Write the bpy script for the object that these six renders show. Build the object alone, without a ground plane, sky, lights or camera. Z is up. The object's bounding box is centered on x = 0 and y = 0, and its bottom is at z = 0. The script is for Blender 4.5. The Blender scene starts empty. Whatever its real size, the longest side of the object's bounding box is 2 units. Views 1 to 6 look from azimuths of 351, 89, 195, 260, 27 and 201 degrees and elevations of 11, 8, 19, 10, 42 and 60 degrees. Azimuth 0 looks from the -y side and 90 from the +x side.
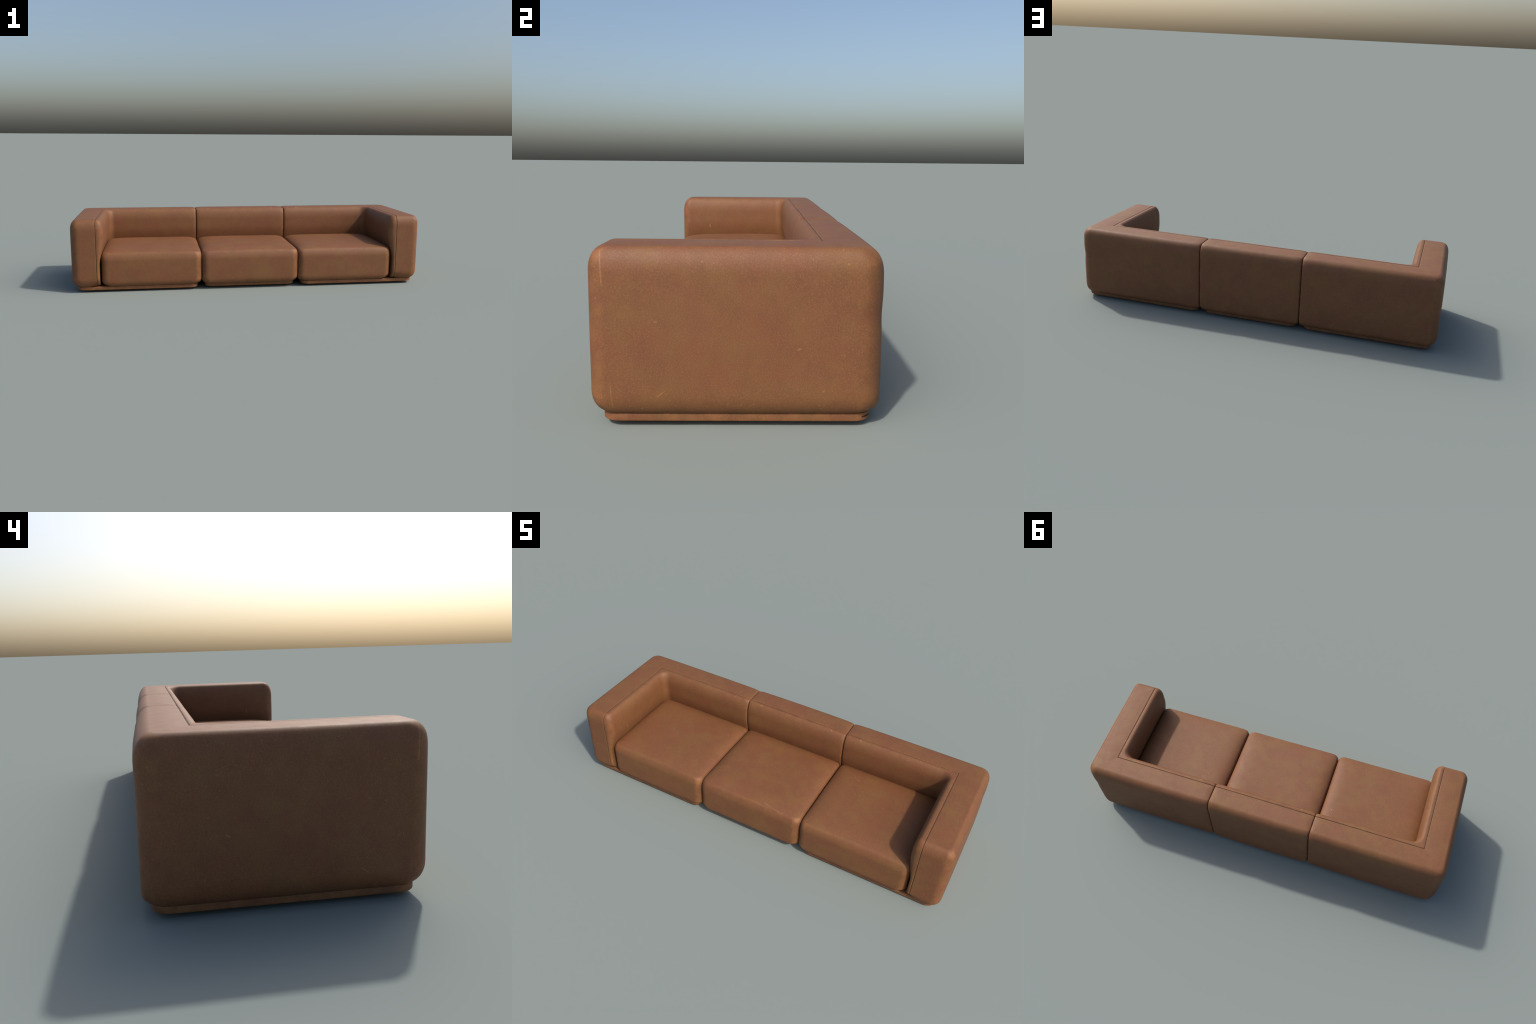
"""Low three-seat modular leather sofa: two corner sections, one middle section.
Every upholstered piece is a stack of rounded plan outlines (rings) whose sides
move in and out with height, so each side gets its own soft roll."""
import bpy, bmesh, math
from mathutils import Vector, noise

# ------------------------------------------------------------------ sizes (m)
X, Y = 1.0, 0.3255          # outer half length, front face
YB = 0.3215                 # back face at the joints (bulges 3 mm between them)
XE = 0.2815                 # joint between the sections
GAP = 0.0010                # half gap at a joint
SX, SY = 0.860, 0.1955      # line of the seam groove (arm, back)
IX, IY = 0.817, 0.1575      # fullest line of the inner pads
ZB, ZT = 0.0272, 0.4045     # underside and top of the upholstery
SEAM = 0.0012               # half width of the seam groove


# ------------------------------------------------------------- edge profiles
def quarter(depth, a, b):
    """inset of an elliptic roll a wide and b tall at `depth` from the end face"""
    if depth >= b:
        return 0.0
    t = 1.0 - max(depth, 0.0) / b
    return a * (1.0 - math.sqrt(max(0.0, 1.0 - t * t)))


def smooth(t):
    t = min(1.0, max(0.0, t))
    return t * t * (3 - 2 * t)


ROLLS = {  # kind: top width, top height, bottom width, bottom height
    "outer": (0.032, 0.058, 0.032, 0.052),
    "front": (0.034, 0.060, 0.032, 0.052),
    "back":  (0.040, 0.062, 0.028, 0.026),
    "end":   (0.0032, 0.0050, 0.016, 0.018),
    "seam":  (0.0022, 0.0030, 0.0022, 0.0030),
    "inner": (0.030, 0.066, 0.005, 0.012),
}


def side_inset(kind, z):
    ta, tb, ba, bb = ROLLS[kind]
    d = quarter(ZT - z, ta, tb) + quarter(z - ZB, ba, bb)
    if kind == "inner":      # pad leans back towards the seat cushion
        d += 0.0270 * smooth((0.295 - z) / 0.150)
    if kind == "back":       # faint waist half way down the back
        d += 0.0010 * math.exp(-((z - 0.25) / 0.05) ** 2)
    return d


def z_levels():
    zs = [ZB + v for v in (0, .0003, .001, .0022, .004, .0065, .010, .0145, .020, .027, .035, .044, .053)]
    n = 18
    lo, hi = ZB + 0.053, ZT - 0.068
    zs += [lo + (hi - lo) * i / n for i in range(1, n + 1)]
    zs += [ZT - v for v in (.058, .049, .041, .034, .0275, .022, .017, .0128, .0092, .0062, .0038, .002, .0008, .0002, 0)]
    return zs


# ------------------------------------------------------------ outline of ring
def outline(verts, insets, radii, steps, nseg=8):
    """Offset an axis aligned outline edge by edge, round its corners, and
    subdivide its edges.  Returns points and the index of every corner middle."""
    n = len(verts)
    dirs = []
    for i in range(n):
        a, b = Vector(verts[i]), Vector(verts[(i + 1) % n])
        dirs.append((b - a).normalized())
    moved = []
    for i in range(n):
        v = Vector(verts[i])
        for e in (i - 1, i):
            d = dirs[e]
            v = v + Vector((-d.y, d.x)) * insets[e]
        moved.append(v)
    pts, mids = [], []
    for i in range(n):
        v, r = moved[i], radii[i]
        din, dout = dirs[i - 1], dirs[i]
        c = v - din * r + dout * r
        for k in range(nseg + 1):
            th = math.pi / 2 * k / nseg
            if k == nseg // 2:
                mids.append(len(pts))
            pts.append(c - dout * (r * math.cos(th)) + din * (r * math.sin(th)))
        a = v + dout * r
        b = moved[(i + 1) % n] - dout * radii[(i + 1) % n]
        for k in range(1, steps[i]):
            t = k / steps[i]
            t = 0.35 * t + 0.65 * (0.5 - 0.5 * math.cos(math.pi * t))   # denser at the ends
            pts.append(a.lerp(b, t))
    return pts, mids


def wobble(p, amount, seed):
    """slow, slight unevenness of stuffed leather"""
    q = Vector((p[0], p[1], p[2])) * 5.0 + Vector((seed, seed * 1.7, -seed))
    return noise.noise_vector(q) * amount


def finish_mesh(name, bm, material):
    me = bpy.data.meshes.new(name)
    bm.to_mesh(me)
    bm.free()
    for p in me.polygons:
        p.use_smooth = True
    me.materials.append(material)
    return me


def put(name, mesh, parent):
    ob = bpy.data.objects.new(name, mesh)
    bpy.context.scene.collection.objects.link(ob)
    ob.parent = parent
    return ob


def loft(rings, cap_split=None):
    """rings: lists of 3D points of equal length.  Returns bmesh, rows of verts."""
    bm = bmesh.new()
    rows = [[bm.verts.new(p) for p in r] for r in rings]
    n = len(rows[0])
    for a, b in zip(rows, rows[1:]):
        for j in range(n):
            k = (j + 1) % n
            bm.faces.new((a[j], a[k], b[k], b[j]))
    for row, flip in ((rows[0], True), (rows[-1], False)):
        loops = [list(row)]
        if cap_split:
            s, e = sorted(cap_split)
            loops = [row[s:e + 1], row[e:] + row[:s + 1]]
        for lp in loops:
            bm.faces.new(list(reversed(lp)) if flip else lp)
    return bm, rows


def upholstered(name, verts, kinds, radius, steps, mirror, material, parent, seed,
                crown, split=None, hinge=None, names=None, sink=0.0, top_cap=(0.004, 0.011, 0.021, 0.033), puff=0.0006):
    """radius(i, z, insets) -> corner radius.  With `split` (two corner numbers)
    the body is cut along its mitre into two objects that share border vertices."""
    rings, mids = [], None
    levels = [(z, 0.0) for z in z_levels()] + [(ZT, c) for c in top_cap]
    for z, extra in levels:
        ins = [side_inset(k, z) + extra + (sink if k in ("front", "end") else 0.0) for k in kinds]
        rad = [radius(i, z, ins) for i in range(len(verts))]
        if extra:
            rad = [max(0.0015, r * 0.8) for r in rad]
        pts, mids = outline(verts, ins, rad, steps)
        lift = crown * smooth(extra / 0.033) if top_cap else 0.0
        ring = []
        for p in pts:
            q = Vector((p.x, p.y, z + lift - sink * smooth((z - 0.3) / 0.08)))
            if q.y > 0.26:      # each section's back swells a little
                half = XE if abs(q.x) <= XE else (1 - XE) / 2
                mid = 0.0 if abs(q.x) <= XE else (1 + XE) / 2
                u = min(1.0, abs((abs(q.x) - mid) / half))
                q.y += 0.0038 * (1 - u ** 3) * smooth((q.y - 0.26) / 0.05)
            if "end" in kinds:  # the stuffing falls away towards a joint
                e = math.exp(-abs(abs(q.x) - XE) / 0.011)
                if q.y > 0.26:
                    q.y -= 0.0045 * e * smooth((q.y - 0.26) / 0.04)
                elif "inner" in kinds:
                    q.y += 0.0050 * e * smooth((SY - SEAM - q.y) / 0.025)
                q.z -= 0.0040 * e * smooth((q.z - (ZT - 0.05)) / 0.05)
            if q.y > 0.2 and not mirror and (q.x > 0.9 or abs(q.x - XE) < 0.04):
                k = math.exp(-((q.z - 0.250) / 0.026) ** 2) - 0.5 * math.exp(-((q.z - 0.305) / 0.03) ** 2)
                if q.x > 0.9:   # small dent in the rear corner
                    q.x -= 0.0020 * k * smooth((q.x - 0.9) / 0.08) * smooth((q.y - 0.2) / 0.1)
                    q.y -= 0.0010 * k * smooth((q.x - 0.9) / 0.08) * smooth((q.y - 0.2) / 0.1)
                else:
                    q.x += 0.0016 * k * smooth((q.y - 0.26) / 0.05)
            if q.x > 0.95:      # outer sides swell a little in the middle
                g = (1 - (q.y / 0.33) ** 2) * (1 - ((q.z - 0.21) / 0.21) ** 2)
                q.x -= (0.0032 if mirror else 0.0016) * (1 - max(0.0, g)) * smooth((q.x - 0.95) / 0.04)
            if q.y < -0.22 and q.z < ZB + 0.05:     # arm front: bottom tucked in towards the seat
                q.y += 0.026 * ((ZB + 0.05 - q.z) / 0.05) ** 2 * smooth((0.915 - q.x) / 0.075)
            w = wobble(q, puff, seed)
            fade = smooth((z - ZB) / 0.04)
            if extra or z > ZT - 0.01:
                w.x *= 0.3; w.y *= 0.3; w.z *= 0.25
            ring.append(q + w * fade)
        rings.append(ring)
    if mirror:
        rings = [[Vector((-p.x, p.y, p.z)) for p in reversed(r)] for r in rings]
        n = len(rings[0])
        mids = [n - 1 - m for m in mids]
    mitre = split or hinge
    cut = (mids[mitre[0]], mids[mitre[1]]) if mitre else None
    bm, rows = loft(rings, cut)
    bm.normal_update()
    if not split:
        return [put(names[0], finish_mesh(name, bm, material), parent)]
    # -- cut along the mitre, keep the normals of the whole body
    bm.verts.index_update()
    whole = finish_mesh(name + "_whole", bm, material)
    normals = [v.normal.copy() for v in whole.vertices]
    n = len(rings[0])
    s, e = sorted(cut)
    sides = [[], []]
    for p in whole.polygons:
        js = [v % n for v in p.vertices]
        if len(js) > 4:
            mid = js[len(js) // 2]
        else:
            mid = min(js) if max(js) - min(js) < n // 2 else n - 1
        sides[0 if s <= mid < e else 1].append(p)
    out = []
    for nm, faces in zip(names, sides):
        used, polys = {}, []
        for p in faces:
            polys.append([used.setdefault(v, len(used)) for v in p.vertices])
        me = bpy.data.meshes.new(nm)
        order = list(used)
        me.from_pydata([whole.vertices[v].co for v in order], [], polys)
        for p in me.polygons:
            p.use_smooth = True
        me.materials.append(material)
        me.normals_split_custom_set_from_vertices([normals[v] for v in order])
        out.append(put(nm, me, parent))
    bpy.data.meshes.remove(whole)
    return out


# ------------------------------------------------------------------ materials
def leather(name, scratches=(), streaks=False):
    m = bpy.data.materials.new(name)
    m.use_nodes = True
    nt = m.node_tree
    N, L = nt.nodes, nt.links
    bsdf = N["Principled BSDF"]
    geo = N.new("ShaderNodeNewGeometry")
    pos = geo.outputs["Position"]

    def noise_tex(scale, detail=3.0, rough=0.55, vec=None, stretch=None, dist=0.0):
        t = N.new("ShaderNodeTexNoise")
        t.inputs["Scale"].default_value = scale
        t.inputs["Detail"].default_value = detail
        t.inputs["Roughness"].default_value = rough
        t.inputs["Distortion"].default_value = dist
        v = vec or pos
        if stretch:
            mp = N.new("ShaderNodeMapping")
            mp.inputs["Scale"].default_value = stretch
            L.new(v, mp.inputs["Vector"])
            v = mp.outputs["Vector"]
        L.new(v, t.inputs["Vector"])
        return t.outputs["Fac"]

    def ramp(fac, lo, hi, a=0.0, b=1.0):
        r = N.new("ShaderNodeMapRange")
        r.interpolation_type = 'SMOOTHSTEP'
        r.inputs["From Min"].default_value = lo
        r.inputs["From Max"].default_value = hi
        r.inputs["To Min"].default_value = a
        r.inputs["To Max"].default_value = b
        L.new(fac, r.inputs["Value"])
        return r.outputs["Result"]

    def mix(fac, a, b, blend='MIX'):
        x = N.new("ShaderNodeMix")
        x.data_type = 'RGBA'
        x.blend_type = blend
        for sock, v in ((x.inputs[0], fac), (x.inputs[6], a), (x.inputs[7], b)):
            if isinstance(v, (int, float)):
                sock.default_value = v
            elif isinstance(v, tuple):
                sock.default_value = (*v, 1.0)
            else:
                L.new(v, sock)
        return x.outputs[2]

    def math_(op, a, b=0.0):
        x = N.new("ShaderNodeMath")
        x.operation = op
        for sock, v in zip(x.inputs, (a, b)):
            if isinstance(v, (int, float)):
                sock.default_value = v
            else:
                L.new(v, sock)
        return x.outputs[0]

    stretch = (1, 1, 0.06) if streaks else None
    # clouds of redder and of yellower tan
    cloud = ramp(noise_tex(9.0, 5.0, 0.62, stretch=stretch), 0.34, 0.66)
    red, tan = (0.1626, 0.0560, 0.0227), (0.1652, 0.0709, 0.0227)
    col = mix(cloud, red, tan)
    dark = ramp(noise_tex(17.0, 4.0, 0.6, dist=0.4, stretch=stretch), 0.35, 0.62)
    col = mix(math_('MULTIPLY', math_('SUBTRACT', 1.0, dark), 0.42), col, (0.1254, 0.0453, 0.0198))
    # pull-up grain: fine pale flecks
    fleck = ramp(noise_tex(300.0, 3.0, 0.65), 0.50, 0.72)
    col = mix(math_('MULTIPLY', fleck, 0.38), col, (0.290, 0.146, 0.056))
    grain = ramp(noise_tex(430.0, 2.0, 0.6), 0.40, 0.72)
    col = mix(math_('MULTIPLY', grain, 0.40), col, (0.2516, 0.1166, 0.0421))
    pores = ramp(noise_tex(640.0, 2.0, 0.5), 0.28, 0.48, 1.0, 0.0)
    col = mix(math_('MULTIPLY', pores, 0.30), col, (0.1016, 0.0352, 0.0155))
    # scattered pale marks
    wob = N.new("ShaderNodeTexNoise")
    wob.inputs["Scale"].default_value = 90.0
    L.new(pos, wob.inputs["Vector"])
    addv = N.new("ShaderNodeMixRGB")
    addv.blend_type = 'ADD'
    addv.inputs[0].default_value = 0.008
    L.new(pos, addv.inputs[1])
    L.new(wob.outputs["Color"], addv.inputs[2])
    for scale, r0, r1, k0, amount in ((15.0, 0.012, 0.050, 0.72, 0.50), (40.0, 0.03, 0.11, 0.55, 0.45), (72.0, 0.05, 0.17, 0.45, 0.32)):
        vor = N.new("ShaderNodeTexVoronoi")
        vor.inputs["Scale"].default_value = scale
        L.new(addv.outputs[0], vor.inputs["Vector"])
        spot = ramp(vor.outputs["Distance"], r0, r1, 1.0, 0.0)
        sep = N.new("ShaderNodeSeparateColor")
        L.new(vor.outputs["Color"], sep.inputs[0])
        keep = ramp(sep.outputs[0], k0, 1.0)
        col = mix(math_('MULTIPLY', math_('MULTIPLY', spot, keep), amount), col, (0.44, 0.225, 0.072))
    # rubbed edges
    rub = ramp(geo.outputs["Pointiness"], 0.503, 0.530)
    rubn = math_('MULTIPLY', rub, ramp(noise_tex(28.0, 4.0, 0.65), 0.40, 0.66))
    col = mix(math_('MULTIPLY', rubn, 0.28), col, (0.40, 0.165, 0.055))
    # single long scratches
    for a, b, width, strength in scratches:
        A, B = Vector(a), Vector(b)
        d = B - A
        sub = N.new("ShaderNodeVectorMath")
        # measured almost flat: along the face normal the distance counts little
        flat = Vector((0.05, 1, 1)) if abs(A.x) > 0.95 else Vector((1, 1, 0.15))
        off = N.new("ShaderNodeVectorMath"); off.operation = 'SUBTRACT'
        L.new(pos, off.inputs[0]); off.inputs[1].default_value = A
        sub.operation = 'MULTIPLY'
        L.new(off.outputs[0], sub.inputs[0]); sub.inputs[1].default_value = flat
        d = Vector((d.x * flat.x, d.y * flat.y, d.z * flat.z))
        dot = N.new("ShaderNodeVectorMath"); dot.operation = 'DOT_PRODUCT'
        L.new(sub.outputs[0], dot.inputs[0]); dot.inputs[1].default_value = d / d.length_squared
        cl = N.new("ShaderNodeClamp"); L.new(dot.outputs["Value"], cl.inputs[0])
        sc = N.new("ShaderNodeVectorMath"); sc.operation = 'SCALE'
        sc.inputs[0].default_value = d; L.new(cl.outputs[0], sc.inputs["Scale"])
        df = N.new("ShaderNodeVectorMath"); df.operation = 'DISTANCE'
        L.new(sub.outputs[0], df.inputs[0]); L.new(sc.outputs[0], df.inputs[1])
        line = ramp(df.outputs["Value"], width * 0.25, width, 1.0, 0.0)
        line = math_('MULTIPLY', line, ramp(noise_tex(130.0, 2.0), 0.25, 0.50))
        col = mix(math_('MULTIPLY', line, strength), col, (0.50, 0.235, 0.085))
    L.new(col, bsdf.inputs["Base Color"])
    L.new(ramp(noise_tex(30.0, 4.0), 0.3, 0.7, 0.59, 0.64), bsdf.inputs["Roughness"])
    bsdf.inputs["IOR"].default_value = 1.45
    # grain relief
    bump = N.new("ShaderNodeBump")
    bump.inputs["Strength"].default_value = 0.12
    bump.inputs["Distance"].default_value = 0.0015
    h = math_('ADD', noise_tex(300.0, 3.0, 0.6), math_('MULTIPLY', noise_tex(140.0, 3.0, 0.6), 0.6))
    L.new(h, bump.inputs["Height"])
    L.new(bump.outputs[0], bsdf.inputs["Normal"])
    return m


def plain(name, color, rough):
    m = bpy.data.materials.new(name)
    m.use_nodes = True
    b = m.node_tree.nodes["Principled BSDF"]
    n = m.node_tree.nodes.new("ShaderNodeTexNoise")
    n.inputs["Scale"].default_value = 200
    r = m.node_tree.nodes.new("ShaderNodeValToRGB")
    r.color_ramp.elements[0].color = (*[c * 0.7 for c in color], 1)
    r.color_ramp.elements[1].color = (*color, 1)
    m.node_tree.links.new(n.outputs["Fac"], r.inputs[0])
    m.node_tree.links.new(r.outputs[0], b.inputs["Base Color"])
    b.inputs["Roughness"].default_value = rough
    b.inputs["Specular IOR Level"].default_value = 0.1
    return m


SCRATCHES = []      # start, end, half width, strength
for sx in (1, -1):  # the outer sides carry the same old marks
    SCRATCHES += [
        ((sx, -0.293, 0.395), (sx, -0.288, 0.322), 0.0026, 0.24),
        ((sx, -0.276, 0.100), (sx, -0.272, 0.048), 0.0020, 0.17),
        ((sx, -0.173, 0.076), (sx, -0.158, 0.088), 0.0020, 0.24),
        ((sx, -0.177, 0.243), (sx, -0.173, 0.244), 0.0034, 0.16),
        ((sx, 0.132, 0.182), (sx, 0.138, 0.185), 0.0024, 0.30),
        ((sx, 0.188, 0.088), (sx, 0.191, 0.090), 0.0026, 0.26),
        ((sx * 0.82, -0.196, 0.283), (sx * 0.82, -0.194, 0.272), 0.0028, 0.75),
        ((sx * 0.202, 0.182, 0.396), (sx * 0.207, 0.178, 0.393), 0.0036, 0.50),
        ((sx * 0.362, 0.182, 0.396), (sx * 0.367, 0.178, 0.393), 0.0036, 0.50),
    ]
SCRATCHES += [      # single marks on the seats
    ((0.080, -0.288, 0.224), (0.232, -0.314, 0.218), 0.0013, 0.42),
    ((-0.028, -0.303, 0.220), (0.056, -0.300, 0.222), 0.0012, 0.25),
    ((-0.340, -0.324, 0.172), (-0.302, -0.320, 0.218), 0.0014, 0.30),
    ((0.300, -0.298, 0.220), (0.331, -0.231, 0.232), 0.0012, 0.25),
    ((0.391, 0.091, 0.236), (0.428, 0.078, 0.237), 0.0016, 0.35),
    ((0.033, -0.213, 0.237), (0.060, -0.173, 0.238), 0.0012, 0.22),
    ((-0.338, 0.054, 0.235), (-0.337, 0.052, 0.235), 0.0030, 0.70),
    ((0.138, 0.129, 0.236), (0.136, 0.127, 0.236), 0.0028, 0.55),
    ((0.335, -0.320, 0.203), (0.338, -0.319, 0.203), 0.0030, 0.60),
]
HIDE = leather("tan_pull_up_leather", SCRATCHES)
TRIM = leather("tan_base_leather", streaks=True)
FILLER = plain("filler_brown", (0.105, 0.060, 0.036), 0.7)  # dark brown of the filler added inside the seam groove
DARK = plain("artifact_black", (0.012, 0.009, 0.008), 0.9)  # black of the copied mesh artifact, no opening in the base

# ---------------------------------------------------------------- the sofa
sofa = bpy.data.objects.new("sofa", None)
bpy.context.scene.collection.objects.link(sofa)
sofa["label"] = "low three-seat modular sofa in worn tan brown leather"
sofa["category"] = "sofa"


def shell_radius(i, z, ins, big, joint):
    top = smooth((z - (ZT - 0.06)) / 0.06)
    bot = smooth((ZB + 0.05 - z) / 0.05)
    if i in big:
        return (0.040 if i == 0 else 0.054) - 0.018 * top
    if i in joint:
        return 0.008 - 0.002 * top + 0.012 * bot
    return 0.0022


def corner_section(mirror, seed):
    e = XE + GAP
    # outer shell: armrest and backrest in one skin
    verts = [(X, -Y), (X, YB), (e, YB), (e, SY + SEAM), (SX + SEAM, SY + SEAM), (SX + SEAM, -Y)]
    kinds = ["outer", "back", "end", "seam", "seam", "front"]
    arm, back = upholstered(
        "corner_shell", verts, kinds,
        lambda i, z, ins: shell_radius(i, z, ins, (0, 1), (2,)) + (0.011 if mirror and i == 0 else 0.0),
        [34, 40, 6, 40, 34, 8], mirror, HIDE, sofa, seed, 0.0015, split=(1, 4),
        names=("armrest", "backrest") if mirror else ("backrest", "armrest"))
    if mirror is False:
        arm, back = back, arm
    # inner pad: follows the L, front end well rounded
    verts = [(SX - SEAM, -Y), (SX - SEAM, SY - SEAM), (e, SY - SEAM), (e, IY), (IX, IY), (IX, -Y)]
    kinds = ["seam", "seam", "end", "inner", "inner", "front"]

    def radius(i, z, ins):
        width = SX - SEAM - IX - ins[0] - ins[4]
        if i == 5:
            return min(0.034, width * 0.80)
        if i == 4:
            return 0.030 + ins[4] * 0.9
        if i == 3:
            return min(0.007, width * 0.5)
        return 0.0022

    pad = upholstered("corner_pad", verts, kinds, radius, [34, 40, 4, 40, 34, 5],
                      mirror, HIDE, back, seed, 0.0, hinge=(1, 4), names=("inner_pad",), top_cap=())[0]
    # added filler: closes the groove between shell and pad so it never goes black
    w = 0.0042
    verts = [(SX + w, -Y), (SX + w, SY + w), (e, SY + w), (e, SY - w), (SX - w, SY - w), (SX - w, -Y)]
    upholstered("corner_filler", verts, ["seam", "seam", "end", "seam", "seam", "front"],
                lambda i, z, ins: 0.0012, [34, 40, 2, 40, 34, 2], mirror, FILLER, back, seed, 0.0,
                hinge=(1, 4), names=("groove_filler",), top_cap=(), sink=0.0016)
    return arm, back, pad


def middle_section(seed):
    e = XE - GAP
    verts = [(-e, SY + SEAM), (e, SY + SEAM), (e, YB), (-e, YB)]
    back = upholstered("middle_shell", verts, ["seam", "end", "back", "end"],
                       lambda i, z, ins: shell_radius(i, z, ins, (), (2, 3)),
                       [40, 6, 40, 6], False, HIDE, sofa, seed, 0.0015, names=("backrest",))[0]
    verts = [(-e, IY), (e, IY), (e, SY - SEAM), (-e, SY - SEAM)]

    def radius(i, z, ins):
        return min(0.007, (SY - IY - ins[0]) * 0.5) if i in (0, 1) else 0.0022

    upholstered("middle_pad", verts, ["inner", "end", "seam", "end"], radius, [40, 4, 40, 4],
                False, HIDE, back, seed, 0.0, names=("inner_pad",), top_cap=())
    w = 0.0042  # added filler again, keeps the middle groove from going black
    verts = [(-e, SY - w), (e, SY - w), (e, SY + w), (-e, SY + w)]
    upholstered("middle_filler", verts, ["seam", "end", "seam", "end"], lambda i, z, ins: 0.0012,
                [40, 2, 40, 2], False, FILLER, back, seed, 0.0, names=("groove_filler",), top_cap=(), sink=0.0016)


def seat_mesh(seed):
    hx, y0, y1 = 0.2785, -0.3190, 0.185
    zb, ze = 0.0268, 0.2105
    verts = [(-hx, y0), (hx, y0), (hx, y1), (-hx, y1)]
    yc, hy = (y0 + y1) / 2, (y1 - y0) / 2
    ba, bb = 0.026, 0.034
    tops = [(0.020, 0.036), (0.010, 0.018), (0.010, 0.018), (0.010, 0.018)]   # front, right, back, left
    zs = [zb + v for v in (0, .0004, .0015, .0035, .0065, .0105, .016, .023, .034)]
    zs += [zs[-1] + (ze - 0.040 - zs[-1]) * k / 10 for k in range(1, 11)]
    zs += [ze - v for v in (.032, .025, .019, .0138, .0094, .0058, .003, .0012, .0003, 0)]
    levels = [(z, 0.0) for z in zs]
    levels += [(ze, d) for d in (.004, .009, .015, .023, .033, .045, .06, .08, .10, .12, .14, .16, .18, .20, .215, .226)]
    rings = []
    for z, extra in levels:
        lo = smooth((zb + 0.035 - z) / 0.035)
        r = max(0.004, 0.026 + 0.018 * lo - 0.3 * extra)
        ins = [quarter(ze - z, a, b) + quarter(z - zb, ba, bb) + extra for a, b in tops]
        pts, _ = outline(verts, ins, [r + 0.010, r + 0.010, r, r], [44, 36, 44, 36])
        ring = []
        for p in pts:
            u, v = abs(p.x / hx), (p.y - yc) / hy
            fx = 1 - math.exp(-(hx - abs(p.x)) / 0.025)
            fy = (1 - math.exp(-(p.y - y0) / 0.046)) * (1 - math.exp(-(y1 - p.y) / 0.025))
            dome = 0.0275 * fx * fy * smooth((z - (ze - 0.035)) / 0.035)
            belly = 0.002 * math.sin(math.pi * min(1, max(0, (z - zb) / (ze - zb)))) * (1 - u ** 2) if v < -0.8 and not extra else 0
            q = Vector((p.x, p.y - belly, z + dome))
            ring.append(q + wobble(q, 0.0016, seed) * smooth((z - zb) / 0.04))
        rings.append(ring)
    bm, _ = loft(rings)
    return finish_mesh("seat_cushion", bm, HIDE)


def base_mesh(name, x0, x1, y0, y1):
    verts = [(x0, y0), (x1, y0), (x1, y1), (x0, y1)]
    prof = [(0, .036), (.0088, .036), (.0092, .030), (.0095, .004), (.0102, .0014), (.0114, .0003), (.0130, 0), (.0250, 0),
            (.0267, .0003), (.0279, .0013), (.0285, .0030), (.0286, .010)]
    rings = []
    for z, d in prof:
        pts, _ = outline(verts, [d] * 4, [max(0.012, 0.040 - d * 0.6)] * 4, [24, 20, 24, 20])
        rings.append([Vector((p.x, p.y, z)) for p in pts])
    bm, _ = loft(rings)
    return finish_mesh(name, bm, TRIM)


arm_r, back_r, _ = corner_section(False, 1.3)
arm_l, back_l, _ = corner_section(True, 7.9)
middle_section(4.1)

cushion = seat_mesh(2.2)
for cx in (-0.5575, 0.0, 0.5575):
    ob = put("seat_cushion", cushion, sofa)
    ob.location.x = cx

put("base", base_mesh("base_left", -0.9710, -0.302, -0.3035, 0.302), sofa)
put("base", base_mesh("base_middle", -0.261, 0.261, -0.288, 0.300), sofa)
right = put("base", base_mesh("base_right", 0.302, 0.9765, -0.3035, 0.302), sofa)

# dark strip added for a mesh artifact, round the right-hand base's rear corner
cu = bpy.data.curves.new("artifact_curve", 'CURVE')
cu.dimensions = '3D'
cu.bevel_depth = 0.0010
cu.bevel_resolution = 2
sp = cu.splines.new('POLY')
path = []
for k in range(13):
    t = math.radians(26 + 36 * k / 12)
    r = 0.0401
    path.append((0.9765 - 0.040 + r * math.cos(t), 0.302 - 0.040 + r * math.sin(t), 0.0198))
sp.points.add(len(path) - 1)
for q, p in zip(sp.points, path):
    q.co = (*p, 1)
tmp = bpy.data.objects.new("artifact_tmp", cu)
bpy.context.scene.collection.objects.link(tmp)
dg = bpy.context.evaluated_depsgraph_get()
me = bpy.data.meshes.new_from_object(tmp.evaluated_get(dg))
bpy.data.objects.remove(tmp)
me.materials.clear()
me.materials.append(DARK)
put("artifact_mark", me, right)
